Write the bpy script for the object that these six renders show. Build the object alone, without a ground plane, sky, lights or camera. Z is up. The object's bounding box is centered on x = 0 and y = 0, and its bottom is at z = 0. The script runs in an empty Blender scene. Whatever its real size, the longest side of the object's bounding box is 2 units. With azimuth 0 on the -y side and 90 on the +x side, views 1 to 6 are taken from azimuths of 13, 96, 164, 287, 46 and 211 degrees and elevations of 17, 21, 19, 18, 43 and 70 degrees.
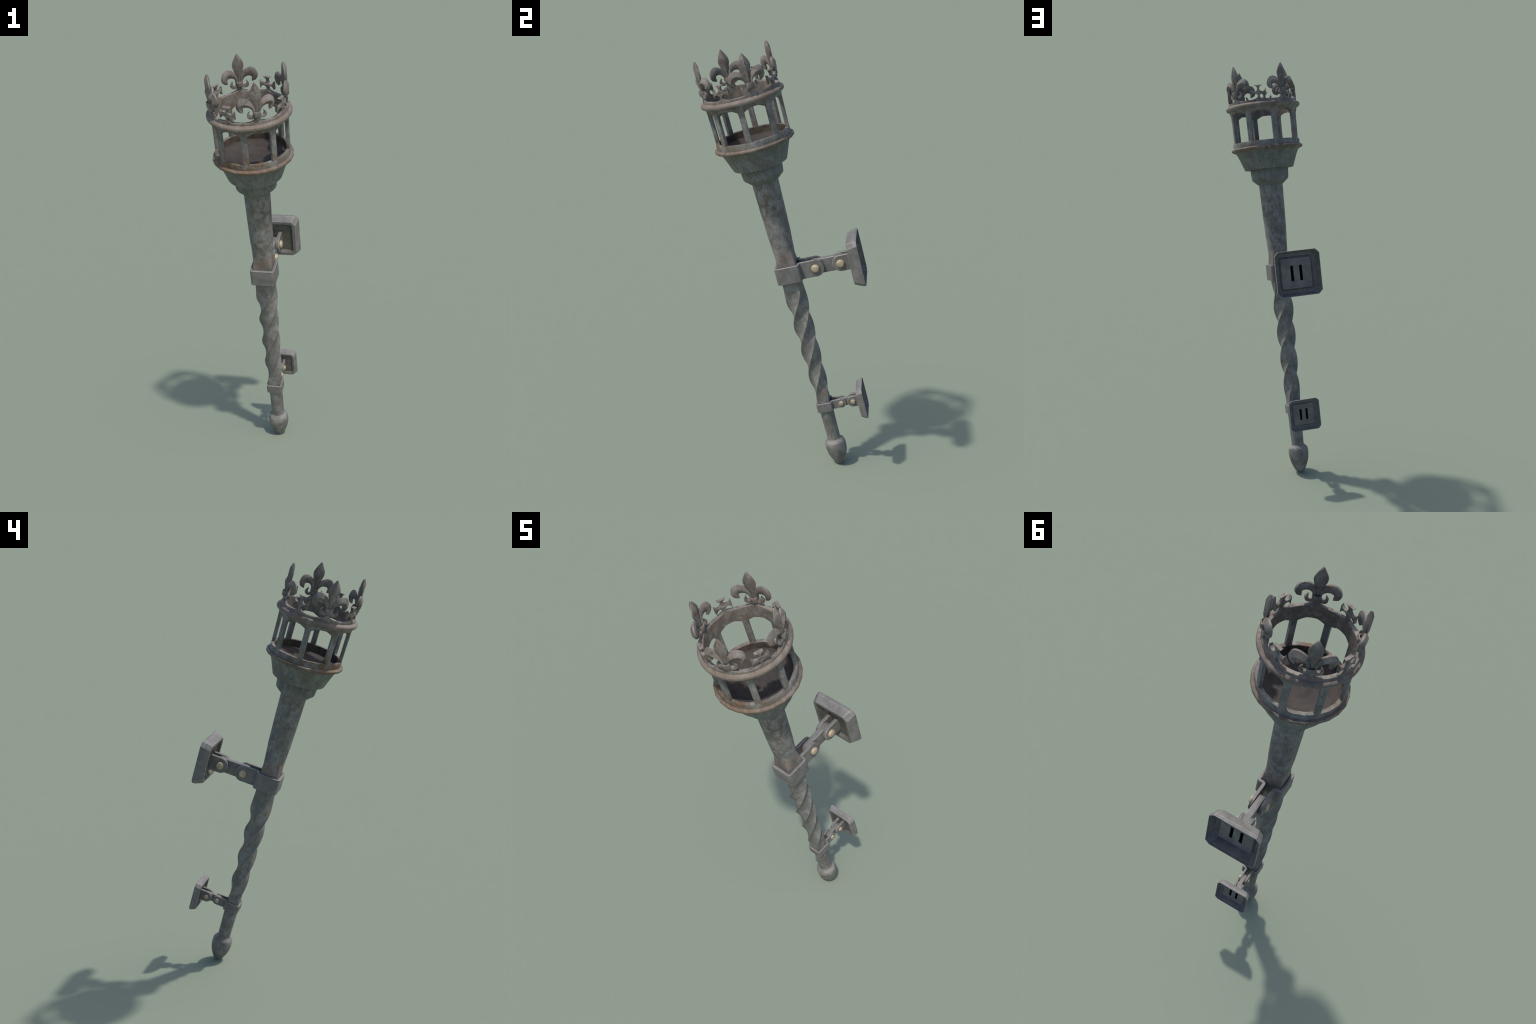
"""Wrought-iron wall torch: crowned lantern basket on a twisted shaft with two wall brackets.

Local frame: z runs along the shaft, +y points to the wall, everything hangs under one tilted Empty.
"""
import bpy, bmesh, math
from math import sin, cos, pi, radians, sqrt
from mathutils import Vector, Matrix

TILT = radians(16.83)
BASE = (0.0, 0.3101, -0.0006)
A0 = 25.2                      # azimuth of the first fleur-de-lis, degrees

root = bpy.data.objects.new("wall_torch", None)
bpy.context.scene.collection.objects.link(root)
root.empty_display_size = 0.1
root.location = BASE
root.rotation_euler = (TILT, 0, 0)
root["label"] = "weathered iron wall torch, crowned lantern basket, twisted shaft, two brackets"
root["category"] = "wall torch"


# ------------------------------------------------------------------ node helpers
class Nodes:
    def __init__(self, name):
        self.mat = bpy.data.materials.new(name)
        self.mat.use_nodes = True
        self.t = self.mat.node_tree
        self.t.nodes.clear()
        self.out = self.new("ShaderNodeOutputMaterial")
        self.bsdf = self.new("ShaderNodeBsdfPrincipled")
        self.link(self.bsdf.outputs[0], self.out.inputs[0])
        tc = self.new("ShaderNodeTexCoord")
        tc.object = root
        self.co = tc.outputs["Object"]

    def new(self, kind, **kw):
        n = self.t.nodes.new(kind)
        for k, v in kw.items():
            setattr(n, k, v)
        return n

    def link(self, a, b):
        self.t.links.new(a, b)

    def put(self, sock, v):
        if hasattr(v, "is_linked") or isinstance(v, bpy.types.NodeSocket):
            self.link(v, sock)
        elif isinstance(v, (tuple, list)) and len(v) == 3 and sock.type == "RGBA":
            sock.default_value = (*v, 1)
        else:
            sock.default_value = v

    def mapped(self, scale=(1, 1, 1), loc=(0, 0, 0)):
        m = self.new("ShaderNodeMapping")
        self.link(self.co, m.inputs[0])
        m.inputs["Scale"].default_value = scale
        m.inputs["Location"].default_value = loc
        return m.outputs[0]

    def noise(self, scale, detail=4.0, rough=0.55, stretch=(1, 1, 1), loc=(0, 0, 0), warp=0.0):
        n = self.new("ShaderNodeTexNoise")
        self.link(self.mapped(stretch, loc), n.inputs["Vector"])
        n.inputs["Scale"].default_value = scale
        n.inputs["Detail"].default_value = detail
        n.inputs["Roughness"].default_value = rough
        n.inputs["Distortion"].default_value = warp
        return n.outputs["Fac"]

    def ramp(self, fac, lo, hi):
        m = self.new("ShaderNodeMapRange", interpolation_type="SMOOTHSTEP")
        self.put(m.inputs["Value"], fac)
        m.inputs["From Min"].default_value = lo
        m.inputs["From Max"].default_value = hi
        return m.outputs["Result"]

    def math(self, op, a, b=0.0):
        m = self.new("ShaderNodeMath", operation=op, use_clamp=op in ("MULTIPLY", "ADD", "SUBTRACT"))
        self.put(m.inputs[0], a)
        self.put(m.inputs[1], b)
        return m.outputs[0]

    def mix(self, fac, a, b, mode="MIX"):
        m = self.new("ShaderNodeMix", data_type="RGBA", blend_type=mode)
        self.put(m.inputs["Factor"], fac)
        self.put(m.inputs["A"], a)
        self.put(m.inputs["B"], b)
        return m.outputs["Result"]

    def xyz(self):
        s = self.new("ShaderNodeSeparateXYZ")
        self.link(self.co, s.inputs[0])
        return s.outputs

    def side(self, azimuth):
        """0..1 mask, 1 on the given side of the shaft."""
        v = self.new("ShaderNodeVectorMath", operation="MULTIPLY")
        self.link(self.co, v.inputs[0])
        v.inputs[1].default_value = (1, 1, 0)
        nrm = self.new("ShaderNodeVectorMath", operation="NORMALIZE")
        self.link(v.outputs[0], nrm.inputs[0])
        d = self.new("ShaderNodeVectorMath", operation="DOT_PRODUCT")
        self.link(nrm.outputs[0], d.inputs[0])
        d.inputs[1].default_value = (cos(radians(azimuth)), sin(radians(azimuth)), 0)
        return d.outputs["Value"]

    def finish(self, color, rough=0.6, metal=0.0, bump=0.25, bump_scale=140, spec=0.35):
        b = self.bsdf
        self.put(b.inputs["Base Color"], color)
        self.put(b.inputs["Roughness"], rough)
        b.inputs["Metallic"].default_value = metal
        b.inputs["Specular IOR Level"].default_value = spec
        if bump:
            bn = self.new("ShaderNodeBump")
            bn.inputs["Strength"].default_value = bump
            bn.inputs["Distance"].default_value = 0.003
            self.link(self.noise(bump_scale, 5, 0.6), bn.inputs["Height"])
            self.link(bn.outputs[0], b.inputs["Normal"])
        return self.mat


def cast_iron(name, base=(0.150, 0.158, 0.150), light=(0.225, 0.225, 0.213), streak=False, rust_amount=0.0, brown=(0.105, 0.082, 0.066), calm_below=None, mottle=0.8):
    n = Nodes(name)
    z = n.xyz()[2]
    amt = mottle
    if calm_below:
        amt = n.math("ADD", n.math("MULTIPLY", n.ramp(z, *calm_below), 0.28), 0.48)
    st = (1, 1, 0.55) if streak else (1, 1, 0.75)
    c = n.mix(n.ramp(n.noise(24, 6, 0.68, st), 0.40, 0.62), base, light)
    c = n.mix(n.math("MULTIPLY", n.ramp(n.noise(30, 6, 0.70, st, (3, 1, 7), 0.6), 0.49, 0.63), amt), c, brown)
    c = n.mix(n.math("MULTIPLY", n.ramp(n.noise(48, 5, 0.66, st, (9, 4, 2), 0.5), 0.56, 0.70), amt), c, (0.050, 0.044, 0.037))
    c = n.mix(n.math("MULTIPLY", n.ramp(n.noise(30, 6, 0.70, (1, 1, 0.8), (5, 8, 3)), 0.55, 0.68), 0.55), c, (0.205, 0.128, 0.095))
    fine = n.noise(240, 3, 0.6)
    c = n.mix(0.55, c, n.mix(fine, (0.55, 0.55, 0.55), (1.45, 1.45, 1.45)), "MULTIPLY")
    return n, c, z


def make_materials():
    M = {}
    # shaft: grey iron, rust blotches, reddish just above the upper clamp
    n, c, z = cast_iron("shaft_iron", (0.138, 0.139, 0.129), (0.222, 0.219, 0.206), brown=(0.118, 0.090, 0.071), calm_below=(0.85, 1.25))
    near = n.math("MULTIPLY", n.ramp(z, 1.055, 1.075), n.math("SUBTRACT", 1.0, n.ramp(z, 1.09, 1.17)))
    red = n.math("MULTIPLY", near, n.ramp(n.noise(48, 5, 0.68), 0.42, 0.60))
    c = n.mix(n.math("MULTIPLY", red, 0.75), c, (0.215, 0.135, 0.102))
    soot = n.math("MULTIPLY", n.ramp(n.noise(42, 5, 0.65, (1, 1, 0.8), (2, 2, 2)), 0.48, 0.60),
                  n.math("MULTIPLY", n.ramp(z, 1.28, 1.33), n.math("SUBTRACT", 1.0, n.ramp(z, 1.36, 1.41))))
    soot = n.math("MULTIPLY", soot, n.ramp(n.side(15), 0.0, 0.8))
    c = n.mix(n.math("MULTIPLY", soot, 0.7), c, (0.055, 0.048, 0.040))
    M["shaft"] = n.finish(c, 0.62)
    # rusty worn arrises
    n = Nodes("rusty_edge")
    c = n.mix(n.ramp(n.noise(60, 5, 0.65), 0.44, 0.66), (0.140, 0.128, 0.114), (0.222, 0.142, 0.102))
    M["edge"] = n.finish(c, 0.65, bump=0.15)
    # cup: greener, vertical streaks
    n, c, z = cast_iron("streaked_iron", (0.132, 0.145, 0.132), (0.190, 0.200, 0.189), streak=True, mottle=0.5)
    stk = n.ramp(n.noise(120, 4, 0.65, (1, 1, 0.10), (1, 2, 3)), 0.46, 0.70)
    c = n.mix(n.math("MULTIPLY", stk, 0.42), c, (0.068, 0.068, 0.056))
    drip = n.math("MULTIPLY", n.ramp(n.noise(28, 3, 0.5, (1, 1, 0.06), (7, 7, 1)), 0.60, 0.70), n.ramp(z, 1.53, 1.62))
    c = n.mix(n.math("MULTIPLY", drip, 0.65), c, (0.135, 0.092, 0.052))
    M["cup"] = n.finish(c, 0.7)
    # basket (rim, posts): rust gathers low on the posts and on the ledge, most on the front-left side
    n, c, z = cast_iron("basket_iron", (0.145, 0.152, 0.143), (0.230, 0.229, 0.219), mottle=0.6)
    low = n.math("SUBTRACT", 1.0, n.ramp(z, 1.685, 1.750))
    sided = n.ramp(n.side(-108), -0.35, 0.95)
    spots = n.ramp(n.noise(13, 6, 0.66, (1, 1, 1), (4, 4, 4), 0.3), 0.40, 0.56)
    r = n.math("MULTIPLY", n.math("MULTIPLY", low, spots), n.math("ADD", n.math("MULTIPLY", sided, 0.75), 0.25))
    c = n.mix(r, c, n.mix(n.ramp(n.noise(45, 5), 0.4, 0.6), (0.150, 0.090, 0.046), (0.085, 0.060, 0.040)))
    M["basket"] = n.finish(c, 0.65)
    n, c, z = cast_iron("rusty_rim", (0.112, 0.093, 0.075), (0.185, 0.158, 0.132), brown=(0.108, 0.074, 0.050))
    c = n.mix(n.math("MULTIPLY", n.math("MULTIPLY", n.ramp(n.noise(24, 4, 0.6, loc=(6, 1, 1)), 0.36, 0.58), n.ramp(n.side(-100), -0.6, 0.8)), 0.7),
              c, (0.150, 0.088, 0.048))
    M["rim"] = n.finish(c, 0.65)
    n = Nodes("crown_worn_edge")
    c = n.mix(n.ramp(n.noise(60, 4, 0.6), 0.46, 0.66), (0.142, 0.124, 0.106), (0.205, 0.132, 0.098))
    M["crown_edge"] = n.finish(c, 0.65, bump=0.15)
    # crown: browner iron
    n, c, z = cast_iron("crown_iron", (0.132, 0.122, 0.108), (0.222, 0.204, 0.182), brown=(0.140, 0.094, 0.070))
    ledge = n.math("MULTIPLY", n.ramp(z, 1.8425, 1.8465), n.math("SUBTRACT", 1.0, n.ramp(z, 1.858, 1.866)))
    ledge = n.math("MULTIPLY", ledge, n.ramp(n.noise(26, 5, 0.66, loc=(1, 6, 2)), 0.36, 0.60))
    c = n.mix(n.math("MULTIPLY", ledge, 0.65), c, (0.158, 0.112, 0.078))
    M["crown"] = n.finish(c, 0.62)
    # soot-brown hearth floor with faint rings
    n = Nodes("sooty_floor")
    w = n.new("ShaderNodeTexWave", wave_type="RINGS", rings_direction="Z")
    n.link(n.co, w.inputs["Vector"])
    w.inputs["Scale"].default_value = 9
    w.inputs["Distortion"].default_value = 1.5
    c = n.mix(n.ramp(n.noise(20, 5, 0.6), 0.35, 0.65), (0.040, 0.034, 0.031), (0.056, 0.047, 0.043))
    c = n.mix(n.math("MULTIPLY", w.outputs["Fac"], 0.22), c, (0.075, 0.068, 0.062))
    M["floor"] = n.finish(c, 0.8)
    n = Nodes("sooty_wall")
    c = n.mix(n.ramp(n.noise(24, 5, 0.6), 0.35, 0.65), (0.044, 0.037, 0.031), (0.092, 0.070, 0.053))
    M["soot"] = n.finish(c, 0.8)
    # bracket steel
    n = Nodes("bracket_steel")
    c = n.mix(n.ramp(n.noise(26, 5, 0.6), 0.36, 0.64), (0.132, 0.127, 0.119), (0.182, 0.174, 0.164))
    c = n.mix(n.math("MULTIPLY", n.ramp(n.noise(60, 4, 0.6, loc=(3, 3, 3)), 0.55, 0.75), 0.5), c, (0.120, 0.110, 0.100))
    c = n.mix(0.4, c, n.mix(n.noise(260, 3, 0.6), (0.6, 0.6, 0.6), (1.4, 1.4, 1.4)), "MULTIPLY")
    M["steel"] = n.finish(c, 0.55, metal=0.0, bump=0.12, bump_scale=200, spec=0.4)
    n = Nodes("bracket_worn_edge")
    c = n.mix(n.ramp(n.noise(75, 4, 0.65), 0.38, 0.60), (0.190, 0.182, 0.173), (0.315, 0.304, 0.293))
    M["wear"] = n.finish(c, 0.5, bump=0.1, spec=0.45)
    n = Nodes("bracket_dark_panel")
    c = n.mix(n.ramp(n.noise(30, 5, 0.6), 0.36, 0.64), (0.090, 0.086, 0.074), (0.128, 0.124, 0.112))
    M["panel"] = n.finish(c, 0.7, bump=0.12)
    n = Nodes("socket_painted_shadow")
    M["socket"] = n.finish(n.mix(n.noise(40), (0.012, 0.012, 0.011), (0.022, 0.02, 0.018)), 0.9, bump=0)  # near-black colour paints the unlit depth of the tab slots
    # brass bolts
    n = Nodes("tarnished_brass")
    c = n.mix(n.ramp(n.noise(75, 5, 0.6), 0.36, 0.60), (0.34, 0.280, 0.190), (0.48, 0.415, 0.310))
    c = n.mix(n.math("MULTIPLY", n.ramp(n.noise(110, 4, 0.6, loc=(2, 5, 1)), 0.55, 0.70), 0.7), c, (0.33, 0.165, 0.07))
    c = n.mix(n.math("MULTIPLY", n.ramp(n.noise(95, 3, 0.6, loc=(8, 5, 1)), 0.56, 0.72), 0.6), c, (0.40, 0.40, 0.36))
    M["brass"] = n.finish(c, 0.45, metal=0.15, bump=0.2, bump_scale=220)
    n = Nodes("tarnished_brass_edge")
    c = n.mix(n.ramp(n.noise(110, 5, 0.6), 0.36, 0.60), (0.37, 0.245, 0.13), (0.50, 0.40, 0.25))
    M["brass_edge"] = n.finish(c, 0.5, metal=0.1, bump=0.2, bump_scale=220)
    return M


MAT = make_materials()


# ------------------------------------------------------------------ mesh helpers
def add(name, bm, mats, parent=root, smooth=35, recalc=True):
    if recalc:
        bmesh.ops.recalc_face_normals(bm, faces=bm.faces[:])
    me = bpy.data.meshes.new(name)
    bm.to_mesh(me)
    bm.free()
    for m in mats:
        me.materials.append(MAT[m])
    if smooth:
        for p in me.polygons:
            p.use_smooth = True
        me.set_sharp_from_angle(angle=radians(smooth))
    ob = bpy.data.objects.new(name, me)
    bpy.context.scene.collection.objects.link(ob)
    ob.parent = parent
    return ob


def copy(ob, parent, matrix=None):
    c = ob.copy()
    bpy.context.scene.collection.objects.link(c)
    c.parent = parent
    if matrix is not None:
        c.matrix_local = matrix
    return c


def loft(bm, rings, closed=True, caps=(False, False), mat=None, loop=False):
    """Quads between consecutive rings of points. mat(i, j) -> material index."""
    vs = [[bm.verts.new(p) for p in r] for r in rings]
    n = len(vs[0])
    pairs = list(zip(vs, vs[1:])) + ([(vs[-1], vs[0])] if loop else [])
    for i, (a, b) in enumerate(pairs):
        for j in range(n if closed else n - 1):
            k = (j + 1) % n
            f = bm.faces.new((a[j], a[k], b[k], b[j]))
            if mat:
                f.material_index = mat(i, j)
    if caps[0]:
        bm.faces.new(vs[0][::-1])
    if caps[1]:
        bm.faces.new(vs[-1])
    return vs


def revolve(profile, seg=96, cap=(False, False), mat=None, turn=0.0):
    bm = bmesh.new()
    rings = [[(r * cos(2 * pi * j / seg + turn), r * sin(2 * pi * j / seg + turn), z) for j in range(seg)] for r, z in profile]
    loft(bm, rings, True, cap, mat)
    return bm


def bevel_convex(bm, offset, mat=1, min_angle=25, segments=1, keep=None):
    bmesh.ops.recalc_face_normals(bm, faces=bm.faces[:])
    bm.normal_update()
    es = [e for e in bm.edges if len(e.link_faces) == 2 and e.is_convex and e.calc_face_angle(0) > radians(min_angle) and (keep is None or keep(e))]
    bmesh.ops.bevel(bm, geom=es, offset=offset, segments=segments, profile=0.6, affect="EDGES", material=mat, clamp_overlap=True)


def lerp(a, b, t):
    return a + (b - a) * t


def table(x, pts):
    """Piecewise-linear lookup."""
    if x <= pts[0][0]:
        return pts[0][1]
    for (x0, y0), (x1, y1) in zip(pts, pts[1:]):
        if x <= x1:
            return lerp(y0, y1, (x - x0) / (x1 - x0))
    return pts[-1][1]


def smooth(x):
    x = min(1, max(0, x))
    return x * x * (3 - 2 * x)


def spline(pts, per=4):
    """Catmull-Rom through tuples of any length."""
    out = []
    P = [pts[0]] + list(pts) + [pts[-1]]
    for i in range(1, len(P) - 2):
        for k in range(per):
            t = k / per
            out.append(tuple(0.5 * (2 * b + (c - a) * t + (2 * a - 5 * b + 4 * c - d) * t * t + (3 * b - a - 3 * c + d) * t ** 3)
                             for a, b, c, d in zip(P[i - 1], P[i], P[i + 1], P[i + 2])))
    out.append(tuple(pts[-1]))
    return out


# ------------------------------------------------------------------ shaft
ROUND = [(0.10, 0.0312), (0.143, 0.0306), (0.20, 0.0315), (0.25, 0.0323), (0.285, 0.0328), (0.30, 0.033), (1.06, 0.047), (1.13, 0.0487), (1.165, 0.0500), (1.21, 0.0532),
         (1.29, 0.0556), (1.34, 0.0570), (1.44, 0.0592), (1.48, 0.0596)]
SQUARE = [(0.29, 0.0275), (0.36, 0.0288), (0.42, 0.0289), (0.54, 0.0309), (0.66, 0.0332), (0.80, 0.0353), (0.90, 0.0372), (0.96, 0.0396), (1.06, 0.0432), (1.15, 0.0450)]


def twist(s):
    """one full turn between the clamps, easing in and out"""
    lo, hi, e0, e1 = 0.3915, 0.9235, 0.044, 0.062
    if s < lo - e0:
        x = 0.0
    elif s < lo + e0:
        x = (s - lo + e0) ** 2 / (4 * e0)
    elif s < hi - e1:
        x = s - lo
    elif s < hi + e1:
        x = hi - lo - (hi + e1 - s) ** 2 / (4 * e1)
    else:
        x = hi - lo
    return 2 * pi * x / (hi - lo)


def square_ratio(phi):
    """distance from centre to a unit square's side, in direction phi"""
    return 1 / max(abs(cos(phi)), abs(sin(phi)))


def build_shaft():
    bm = bmesh.new()
    offs = [-45, -42.8, -33, -22, -11, 0, 11, 22, 33, 42.8]
    angs = [radians(45 + 90 * q + 45 + o) for q in range(4) for o in offs]
    # columns -42.6 .. -45 .. +42.6 form the worn corner strip
    stations = []
    s = 0.10
    while s < 1.475:
        stations.append(s)
        s += 0.004 if 0.34 < s < 1.0 else 0.008
    stations.append(1.475)
    rings = []
    for s in stations:
        rr, hh, tw = table(s, ROUND), table(s, SQUARE), twist(s)
        sq = smooth((s - 0.297) / 0.032) * (1 - smooth((s - 1.062) / 0.085))
        ring = []
        for j, a in enumerate(angs):
            corner = (j % len(offs) == 0)
            q = hh * square_ratio(a)
            if corner:
                q *= 0.972
            r = lerp(rr, q, sq)
            ring.append((r * cos(a + tw), r * sin(a + tw), s))
        rings.append(ring)
    n = len(offs)

    def mat(i, j):
        s = stations[i]
        return 1 if (j % n in (0, n - 1)) and 0.345 < s < 0.985 else 0
    loft(bm, rings, True, (True, True), mat)
    return add("shaft", bm, ["shaft", "edge"], smooth=28)


build_shaft()

# finial at the foot
FINIAL = [(0.0, 0.0050), (0.0120, 0.0052), (0.0180, 0.0064), (0.0225, 0.0098), (0.0255, 0.0150), (0.0304, 0.0250), (0.0370, 0.0390), (0.0425, 0.0535), (0.0466, 0.0690), (0.0490, 0.0850),
          (0.0498, 0.0980), (0.0496, 0.1100), (0.0486, 0.1190), (0.0472, 0.1240), (0.0462, 0.1265), (0.0390, 0.1340), (0.0320, 0.1410), (0.0300, 0.1440), (0.0300, 0.1380)]


def build_finial():
    bm = revolve(FINIAL[1:], 72, (True, False), lambda i, j: 1 if FINIAL[1:][i][1] in (0.1240, 0.1410) else 0)
    add("finial", bm, ["shaft", "edge"], smooth=30)


build_finial()

# ------------------------------------------------------------------ lantern basket
FACET = radians(A0 + 7.5)       # the basket is a 24-sided casting


def facet(profile):
    return [(r * 1.004, z) for r, z in profile]


CUP = [(0.0580, 1.4600), (0.0600, 1.4610), (0.0640, 1.4628), (0.0890, 1.4850), (0.0908, 1.4880), (0.0935, 1.5150), (0.0942, 1.5300), (0.0942, 1.5395),
       (0.1195, 1.5395), (0.1215, 1.5410), (0.1300, 1.5640), (0.1400, 1.5910), (0.1480, 1.6110), (0.1520, 1.6190), (0.1580, 1.6275), (0.1600, 1.6290)]
add("cup", revolve(CUP, 72), ["cup"], smooth=24)
RIM = [(0.1560, 1.6260), (0.1590, 1.6282), (0.1715, 1.6330), (0.1755, 1.6356), (0.1771, 1.6386), (0.1773, 1.6436), (0.1758, 1.6468), (0.1710, 1.6492), (0.1645, 1.6512)]
add("lower_flange", revolve(facet(RIM), 24, turn=FACET), ["rim"], smooth=26)
BAND = [(0.1640, 1.6400), (0.1652, 1.6520), (0.1650, 1.6735), (0.1642, 1.6756), (0.1495, 1.6756), (0.1475, 1.6740), (0.1462, 1.6430)]
add("lower_band", revolve(facet(BAND), 24, turn=FACET, mat=lambda i, j: 1 if i >= 4 else 0), ["basket", "soot"], smooth=40)
FLOOR = [(0.1480, 1.6450), (0.1400, 1.6422), (0.0980, 1.6295), (0.0505, 1.6190), (0.0490, 1.6196)]
bm = revolve(FLOOR, 96, (False, True), lambda i, j: 0)
for f in bm.faces:
    f.normal_flip()
add("hearth_floor", bm, ["floor"], smooth=40, recalc=False)


def build_post():
    bm = bmesh.new()
    hw = radians(4.5)
    rings = []
    for i in range(13):
        t = i / 12
        s = lerp(1.672, 1.822, t)
        ro, ri = lerp(0.1638, 0.1662, t), lerp(0.1492, 0.1500, t)
        k = 0.006 * smooth((t - 0.86) / 0.14) / ro      # small fillet into the arches
        w = hw + k
        pts = [(ro, x * w) for x in (-0.92, -0.5, 0, 0.5, 0.92)] + [(ro - 0.0015, w), (ri + 0.0015, w)] + [(ri, x * w) for x in (0.92, 0, -0.92)] + [(ri + 0.0015, -w), (ro - 0.0015, -w)]
        rings.append([(r * cos(a), r * sin(a), s) for r, a in pts])
    loft(bm, rings, True, (True, True))
    return add("post", bm, ["basket"], smooth=30)


post = build_post()
post.matrix_local = Matrix.Rotation(radians(A0 + 22.5), 4, "Z")
for k in range(1, 8):
    copy(post, root, Matrix.Rotation(radians(A0 + 22.5 + 45 * k), 4, "Z"))

# crown ring: arches below, flared stems on top
STEM = [(0.0, 1.8990), (0.0070, 1.8985), (0.0078, 1.8900), (0.0100, 1.8850), (0.0145, 1.8805), (0.0215, 1.8765), (0.0300, 1.8738), (0.0400, 1.8722), (0.06, 1.8712), (0.1, 1.8710)]
LEG = [(0.0, 1.8860), (0.0048, 1.8855), (0.0058, 1.8815), (0.0095, 1.8782), (0.0150, 1.8752), (0.0220, 1.8732), (0.0310, 1.8718), (0.05, 1.8710), (0.1, 1.8710)]


def crown_top(deg):
    d = (deg + 45) % 90 - 45
    u1 = abs(radians(d)) * 0.1625
    u2 = abs(radians(45 - abs(d))) * 0.1625
    return max(table(u1, STEM), table(u2, LEG))


def arch(deg):
    """underside of the ring: flat-topped three-sided arch over each opening"""
    d = abs((deg + 22.5) % 45 - 22.5)
    return table(d, [(0, 1.8242), (7.5, 1.8236), (18.0, 1.8102), (18.3, 1.8090), (22.5, 1.8090)])


def build_crown_ring():
    bm = bmesh.new()
    us = sorted({u for u, _ in STEM} | {u + 0.0015 for u, _ in STEM} | {u for u, _ in LEG})
    degs = set()
    for k in range(8):
        for u in us:
            d = math.degrees(u / 0.1625)
            if d < 20:
                degs |= {round(45 * k + d, 3) % 360, round(45 * k - d, 3) % 360}
        for d in (-22.5, -18.3, -18, -14, -11, -7.5, -3, 3, 7.5, 11, 14, 18, 18.3):
            degs.add(round(45 * k + d, 3) % 360)
    degs = sorted(degs)
    degs = [d for i, d in enumerate(degs) if i == 0 or d - degs[i - 1] > 0.05]
    rings = []
    for d in degs:
        a = radians(d + A0)
        b, t = arch(d), crown_top(d)
        thin = smooth((t - 1.872) / 0.012)
        ro, ri = lerp(0.1692, 0.1682, thin), lerp(0.1522, 0.1545, thin)
        bi = b - 0.0060
        prof = [(0.1660, b), (0.1666, lerp(b, 1.832, 0.5)), (0.1688, 1.8312), (0.1710, 1.8324), (0.1814, 1.8394), (0.1832, 1.8422), (0.1836, 1.8448), (0.1836, 1.8495), (0.1824, 1.8530), (0.1806, 1.8550),
                (0.1760, 1.8577), (0.1708, 1.8604), (0.1693, 1.8612), (ro, t - 0.0016), (ro - 0.0014, t), (ri + 0.0014, t), (ri, t - 0.0016), (0.1520, 1.8640), (0.1505, 1.8360), (0.1495, bi)]
        rings.append([(r * cos(a), r * sin(a), z) for r, z in prof])
    n = 20
    loft(bm, rings, True, mat=lambda i, j: 1 if j in (8, 13, 15) else 0, loop=True)
    return add("crown_ring", bm, ["crown", "crown_edge"], smooth=30)


crown = build_crown_ring()

R0 = 0.1618


def wrap(u, s, d=0.0):
    a = u / 0.1625
    return ((R0 + d) * cos(a), (R0 + d) * sin(a), s)


def lens_strip(bm, stations, rim, front, back):
    """stations: (u_outer, s_outer, u_inner, s_inner). Thin rim; front and back give (t, height) of the swelling across the strip."""
    rings, N = [], len(stations)
    nf = len(front) + 2
    for i, (uo, so, ui, si) in enumerate(stations):
        w = math.hypot(uo - ui, so - si)
        e = rim(i / (N - 1)) if callable(rim) else rim
        m = min(1.0, w / 0.030)
        pts = [(0, e * 0.8)] + [(t, e + h * m) for t, h in front] + [(1, e * 0.8)]
        pts += [(1, -e * 0.8)] + [(t, -e - h * m) for t, h in reversed(back)] + [(0, -e * 0.8)]
        rings.append([wrap(lerp(uo, ui, t), lerp(so, si, t), d) for t, d in pts])
    n = len(rings[0])
    edge = (0, nf - 2, nf, n - 2)
    loft(bm, rings, True, (True, True), lambda i, j: 1 if j in edge else 0)


ROOF = [(0.06, 0.0), (0.28, 0.0052), (0.5, 0.0095), (0.72, 0.0052), (0.94, 0.0)]
SWELL = [(0.06, 0.0), (0.28, 0.0042), (0.5, 0.0058), (0.72, 0.0042), (0.94, 0.0)]
SHED = [(0.05, 0.0), (0.30, 0.0056), (0.56, 0.0096), (0.94, 0.0006)]
FLAT = [(0.06, 0.0), (0.22, 0.0030), (0.5, 0.0038), (0.75, 0.0030), (0.95, 0.0)]
THIN = [(0.06, 0.0), (0.5, 0.0006), (0.94, 0.0)]
LEAF = [(2.0445, 0.0004), (2.0400, 0.0042), (2.0310, 0.0096), (2.0170, 0.0172), (2.0040, 0.0230), (1.9930, 0.0250), (1.9820, 0.0237), (1.9685, 0.0195), (1.9500, 0.0132), (1.9380, 0.0088), (1.9260, 0.0066), (1.9120, 0.0060)]
SIDE = [(0.0050, 1.9100, 0.0120, 1.9100), (0.0060, 1.9220, 0.0148, 1.9185), (0.0080, 1.9365, 0.0190, 1.9275), (0.0138, 1.9525, 0.0245, 1.9345), (0.0225, 1.9658, 0.0312, 1.9390), (0.0370, 1.9745, 0.0382, 1.9412),
        (0.0520, 1.9785, 0.0460, 1.9416), (0.0670, 1.9755, 0.0525, 1.9402), (0.0780, 1.9630, 0.0563, 1.9370), (0.0832, 1.9450, 0.0572, 1.9330), (0.0800, 1.9310, 0.0562, 1.9290), (0.0715, 1.9215, 0.0557, 1.9235), (0.0572, 1.9160, 0.0560, 1.9170)]
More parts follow.
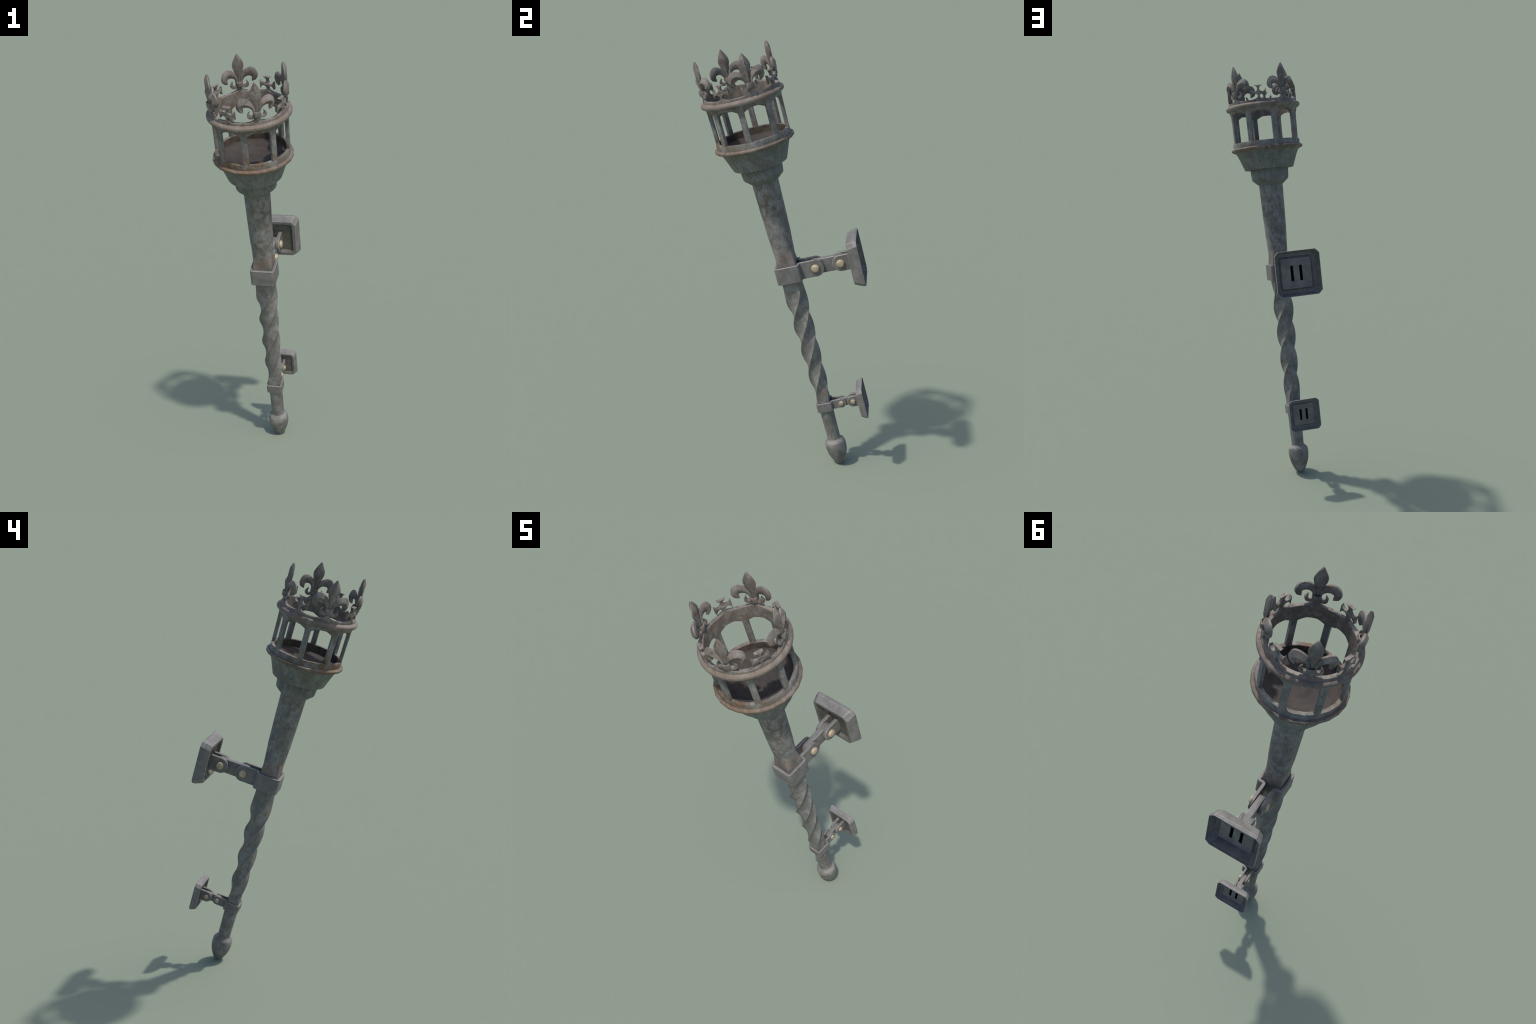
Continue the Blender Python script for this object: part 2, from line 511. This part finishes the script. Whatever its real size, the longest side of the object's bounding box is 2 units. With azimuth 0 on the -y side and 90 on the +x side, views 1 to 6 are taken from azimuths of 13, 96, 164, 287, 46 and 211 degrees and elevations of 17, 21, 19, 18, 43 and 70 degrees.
CURL = [(0.0040, 1.8945, 0.0040, 1.9050), (0.0140, 1.8895, 0.0140, 1.9020), (0.0235, 1.8878, 0.0215, 1.9008), (0.0325, 1.8890, 0.0265, 1.9012), (0.0393, 1.8948, 0.0298, 1.9038), (0.0415, 1.9030, 0.0314, 1.9080),
        (0.0383, 1.9120, 0.0318, 1.9125), (0.0302, 1.9215, 0.0298, 1.9205)]


def mirror(st):
    return [(-a, b, -c, d) for a, b, c, d in st]


def build_fleur():
    # the gathered band is the part everything hangs on
    bm = bmesh.new()
    prof = [(0.92, 1.8975), (1.0, 1.8990), (1.03, 1.9100), (1.06, 1.9195), (1.0, 1.9212), (0.80, 1.9212), (0.74, 1.9150), (0.70, 1.9100)]
    rings = []
    for k, s in prof:
        ring = []
        for j in range(32):
            a = 2 * pi * j / 32
            c, sn = cos(a), sin(a)
            m = (abs(c) ** 3.2 + abs(sn) ** 3.2) ** (-1 / 3.2)
            ring.append(wrap(0.0158 * k * c * m, s, 0.0158 * k * sn * m))
        rings.append(ring)
    loft(bm, rings, True, (True, True), lambda i, j: 1 if i == 3 else 0)
    band = add("fleur_de_lis", bm, ["crown", "crown_edge"], smooth=35)
    bm = bmesh.new()
    lens_strip(bm, [(w, s, -w, s) for s, w in spline(LEAF, 3)], 0.0036, ROOF, SWELL)
    add("center_petal", bm, ["crown", "crown_edge"], band, smooth=24)
    for st in (SIDE, mirror(SIDE)):
        bm = bmesh.new()
        lens_strip(bm, spline(st, 3), 0.0050, SHED, FLAT)
        add("side_petal", bm, ["crown", "crown_edge"], band, smooth=30)
    for st in (CURL, mirror(CURL)):
        bm = bmesh.new()
        lens_strip(bm, spline(st, 3), lambda t: lerp(0.0074, 0.0058, t), THIN, THIN)
        add("curl", bm, ["crown", "crown_edge"], band, smooth=35)
    return band


fleur = build_fleur()
fleur.matrix_local = Matrix.Rotation(radians(A0), 4, "Z")
for k in range(1, 4):
    c = copy(fleur, root, Matrix.Rotation(radians(A0 + 90 * k), 4, "Z"))
    for ch in list(fleur.children):
        copy(ch, c)


def build_cross():
    """cross with flared arms: the four notches are circles"""
    C, L, W, r = 1.9035, 0.0357, 0.0181, 0.0147
    cc = 0.0190

    def notch(sx, sy, a0, a1, n=12):
        return [(sx * (cc + r * cos(radians(lerp(a0, a1, i / n)))), sy * (cc + r * sin(radians(lerp(a0, a1, i / n))))) for i in range(n + 1)]
    q1 = notch(1, 1, 93.5, 356.5)                       # top arm tip -> right arm tip
    q4 = [(x, y) for x, y in notch(1, -1, 356.5, 172)]  # right arm lower tip -> neck of the leg
    right = [(W, L)] + q1 + [(L, W), (L, -W)] + q4 + [(0.0050, -0.0235)]
    outline = right + [(-x, y) for x, y in reversed(right)]
    bm = bmesh.new()
    n = len(outline)
    d = 0.0072
    fr = [bm.verts.new(wrap(u, C + v, d)) for u, v in outline]
    bk = [bm.verts.new(wrap(u, C + v, -d)) for u, v in outline]
    for i in range(n):
        k = (i + 1) % n
        bm.faces.new((fr[i], bk[i], bk[k], fr[k]))
    a, b = bm.faces.new(fr), bm.faces.new(bk[::-1])
    bevel_convex(bm, 0.0011, 1, 50)
    bmesh.ops.triangulate(bm, faces=[f for f in bm.faces if len(f.verts) > 4], ngon_method="EAR_CLIP")
    return add("cross", bm, ["crown", "crown_edge"], smooth=35)


cross = build_cross()
cross.matrix_local = Matrix.Rotation(radians(A0 + 45), 4, "Z")
for k in range(1, 4):
    copy(cross, root, Matrix.Rotation(radians(A0 + 45 + 90 * k), 4, "Z"))


# ------------------------------------------------------------------ wall brackets
def prism_x(outline, x0, x1, bevel=0.0012, open_flat=False):
    """outline in (y, z), extruded along x"""
    bm = bmesh.new()
    a = [bm.verts.new((x0, y, z)) for y, z in outline]
    b = [bm.verts.new((x1, y, z)) for y, z in outline]
    n = len(outline)
    for i in range(n - 1 if open_flat else n):
        k = (i + 1) % n
        bm.faces.new((a[i], a[k], b[k], b[i]))
    bm.faces.new(a[::-1])
    bm.faces.new(b)
    if bevel:
        bevel_convex(bm, bevel, 1, 60)
    return bm


def tongue(y_flat, y_round, zc, h, n=14):
    """bar with a half-round end at y_round (centre of the round), flat at y_flat"""
    sgn = 1 if y_round >= y_flat else -1
    pts = [(y_flat, zc - h)]
    for i in range(n + 1):
        a = -pi / 2 + pi * i / n
        pts.append((y_round + sgn * h * cos(a), zc + h * sin(a)))
    pts.append((y_flat, zc + h))
    return pts


def octagon(hx, hz, c):
    return [(hx - c, hz), (hx, hz - c), (hx, -hz + c), (hx - c, -hz), (-hx + c, -hz), (-hx, -hz + c), (-hx, hz - c), (-hx + c, hz)]


def bracket(p):
    zc, H, X, th, y1, y2 = p["z"], p["strap_h"], p["strap_x"], p["strap_t"], p["bolt_y1"], p["bolt_y2"]
    xo, ti, lk = p["arm_x"], p["arm_t"], p["link_h"]
    # strap: a flat band bent round the square shaft, its ends turned into two arms
    r = X * 0.155
    path = [(xo - th / 2, X * 1.55), (xo - th / 2, X + 0.25 * th)]
    half = X - th / 2

    def corner(cx, cy, a0, a1, rad, n=6):
        return [(cx + rad * cos(radians(lerp(a0, a1, i / n))), cy + rad * sin(radians(lerp(a0, a1, i / n)))) for i in range(n + 1)]
    ri = th * 0.75
    right = [(xo - th / 2, y1)] + [(xo - th / 2, half + ri + 0.004)]
    right += corner(xo - th / 2 + ri, half + ri, 180, 270, ri)          # turn outwards
    right += corner(half - r, half - r, 90, 0, r)                        # rear outer corner
    right += corner(half - r, -half + r, 0, -90, r)                      # front corner
    line = right + [(-x, y) for x, y in reversed(right)]
    bm = bmesh.new()
    rings = []
    N = len(line)
    for i, (x, y) in enumerate(line):
        a, b = line[max(0, i - 1)], line[min(N - 1, i + 1)]
        t = Vector((b[0] - a[0], b[1] - a[1])).normalized()
        nx, ny = -t.y, t.x
        e = 0.0014 if H > 0.03 else 0.0010
        h = H
        prof = [(th / 2 - e, -h), (th / 2, -h + e), (th / 2, h - e), (th / 2 - e, h), (-th / 2 + e, h), (-th / 2, h - e), (-th / 2, -h + e), (-th / 2 + e, -h)]
        rings.append([(x + nx * d, y + ny * d, zc + z) for d, z in prof])
    loft(bm, rings, True, (False, False), lambda i, j: 1 if j in (0, 2, 4, 6) else 0)
    strap = add("wall_bracket", bm, ["steel", "wear"], smooth=32)
    # rounded arm ends, continuing the strap
    for sx in (1, -1):
        x0, x1 = sorted((sx * (xo - th), sx * xo))
        bm = prism_x(tongue(y1 + 0.0, y1, zc, H, 18), x0, x1, 0)
        bevel_convex(bm, 0.0016 if H > 0.03 else 0.0011, 1, 60, keep=lambda e: any(v.co.y > y1 + 1e-5 for v in e.verts))
        add("arm_end", bm, ["steel", "wear"], strap, smooth=32)
    # link bar
    pts = tongue(y1, y2, zc, lk)[1:-1] + [(y1 - lk * cos(-pi / 2 + pi * i / 14), zc + lk * sin(pi / 2 - pi * i / 14)) for i in range(15)]
    bm = prism_x(pts, -p["link_x"], p["link_x"], 0.0016 if H > 0.03 else 0.0011)
    add("link_bar", bm, ["steel", "wear"], strap, smooth=32)
    # wall plate: thin dished shell, open at the back
    P = p["plate"]
    px, pz, yb, yf, yp = P["hx"], P["hz"], P["back"], P["front"], P["panel"]
    c = P["chamfer"]
    zp = P["z"]
    k = P["scale"]
    front = [(px, pz, c, yb), (px - 0.0013 * k, pz - 0.0007 * k, c, yb - 0.0145 * k), (px - 0.0123 * k, pz - 0.0125 * k, c, yf),
             (px - 0.0275 * k, pz - 0.0268 * k, 0.0098 * k, yf + 0.0006), (px - 0.0385 * k, pz - 0.0378 * k, 0.005 * k, yp)]
    shell = 0.0020 * k
    back = [(px - shell, pz - shell, c, yb), (px - 0.0013 * k - shell, pz - 0.0007 * k - shell, c, yb - 0.0135 * k), (px - 0.0123 * k - shell, pz - 0.0125 * k - shell, c, yf + shell),
            (px - 0.0275 * k, pz - 0.0268 * k, 0.0098 * k, yf + shell), (px - 0.0390 * k, pz - 0.0383 * k, 0.005 * k, yp + shell)]
    bm = bmesh.new()

    def ring(hx, hz, ch, y):
        return [(x, y, zp + z) for x, z in octagon(hx, hz, ch)]
    prof = [ring(*f) for f in reversed(front)] + [ring(*f) for f in back]
    nf = len(front)
    vs = loft(bm, prof, True, (False, False), lambda i, j: 2 if i in (0,) else 0)
    # panel, front and back: an octagon of cells around two sockets that run into the tabs
    tx0, tx1, th_ = P["tab_x0"] + 0.0009 * k, P["tab_x1"] - 0.0009 * k, P["tab_h"] - 0.0010 * k

    def panel(A, y, mat):
        c4 = [bm.verts.new((x, y, zp + z)) for x, z in ((tx1, th_), (tx1, -th_), (-tx1, -th_), (-tx1, th_))]
        mid = [bm.verts.new((x, y, zp + z)) for x in (tx0, -tx0) for z in (th_, -th_)]
        faces = [(A[1], A[2], c4[1], c4[0]), (A[3], A[4], c4[2], mid[3], mid[1], c4[1]), (A[5], A[6], c4[3], c4[2]), (A[7], A[0], c4[0], mid[0], mid[2], c4[3])]
        faces += [(A[0], A[1], c4[0]), (A[2], A[3], c4[1]), (A[4], A[5], c4[2]), (A[6], A[7], c4[3]), (mid[0], mid[1], mid[3], mid[2])]
        for q in faces:
            bm.faces.new(q).material_index = mat
        return c4, mid
    panel(vs[0], yp, 2)
    inner_loop, mid = panel(vs[-1], yp + shell, 0)
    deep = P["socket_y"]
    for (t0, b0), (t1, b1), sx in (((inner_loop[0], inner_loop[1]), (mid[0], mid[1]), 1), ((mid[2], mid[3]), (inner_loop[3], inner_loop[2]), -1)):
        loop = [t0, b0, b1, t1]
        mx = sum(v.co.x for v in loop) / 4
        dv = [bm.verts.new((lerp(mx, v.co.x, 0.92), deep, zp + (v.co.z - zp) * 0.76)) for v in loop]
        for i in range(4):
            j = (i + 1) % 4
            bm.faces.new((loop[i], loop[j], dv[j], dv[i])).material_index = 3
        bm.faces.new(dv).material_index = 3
    bmesh.ops.remove_doubles(bm, verts=bm.verts[:], dist=1e-6)
    bmesh.ops.recalc_face_normals(bm, faces=bm.faces[:])
    bm.normal_update()
    es = [e for e in bm.edges if len(e.link_faces) == 2 and e.calc_face_angle(0) > radians(14)
          and all(v.co.y < yb + 1e-4 for v in e.verts) and not all(v.co.y > yp + shell - 1e-4 and abs(v.co.x) < P['tab_x1'] + 0.004 for v in e.verts) and not any(fc.material_index >= 2 for fc in e.link_faces)]
    bmesh.ops.bevel(bm, geom=es, offset=0.0013 * k + 0.0004, segments=1, affect="EDGES", material=1, clamp_overlap=True)
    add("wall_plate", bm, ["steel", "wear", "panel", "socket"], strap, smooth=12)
    # tabs on the plate
    for sx in (1, -1):
        x0, x1 = sorted((sx * P["tab_x0"], sx * P["tab_x1"]))
        bm = prism_x(tongue(yp + 0.0005, y2, zc, P["tab_h"]), x0, x1, 0.0017 * k, True)
        add("plate_tab", bm, ["steel", "wear"], strap, smooth=32)
    # bolts, with chamfered heads
    seg = 10
    for y, xb in ((y1, xo), (y2, P["tab_x1"])):
        R, hgt = p["bolt_r"], p["bolt_h"]
        for sx in (1, -1):
            bm = bmesh.new()
            rings = []
            for rr, x in ((R, xb - 0.0006), (R, xb + hgt * 0.45), (R * 0.97, xb + hgt * 0.6), (R * 0.76, xb + hgt * 0.96), (R * 0.70, xb + hgt)):
                rings.append([(sx * x, y + rr * cos(2 * pi * (j + .5) / seg), zc + rr * sin(2 * pi * (j + .5) / seg)) for j in range(seg)])
            loft(bm, rings, True, (True, True), lambda i, j: 1 if i in (2, 3) else 0)
            add("bolt", bm, ["brass", "brass_edge"], strap, smooth=45)
    return strap


bracket(dict(z=1.0224, strap_h=0.0396, strap_x=0.0580, strap_t=0.0125, bolt_y1=0.1240, bolt_y2=0.2402, arm_x=0.0293, arm_t=0.0125, link_h=0.0340, link_x=0.0133,
             bolt_r=0.0192, bolt_h=0.0112,
             plate=dict(z=1.0243, hx=0.1110, hz=0.1082, chamfer=0.0195, back=0.3362, front=0.2862, panel=0.2990, scale=1.0, tab_x0=0.0140, tab_x1=0.0296, tab_h=0.0378, socket_y=0.222)))
bracket(dict(z=0.3250, strap_h=0.0225, strap_x=0.0380, strap_t=0.0082, bolt_y1=0.0800, bolt_y2=0.1370, arm_x=0.0185, arm_t=0.0080, link_h=0.0195, link_x=0.0085,
             bolt_r=0.0118, bolt_h=0.0068,
             plate=dict(z=0.3250, hx=0.0768, hz=0.0758, chamfer=0.0135, back=0.1950, front=0.1645, panel=0.1720, scale=0.69, tab_x0=0.0089, tab_x1=0.0210, tab_h=0.0272, socket_y=0.126)))
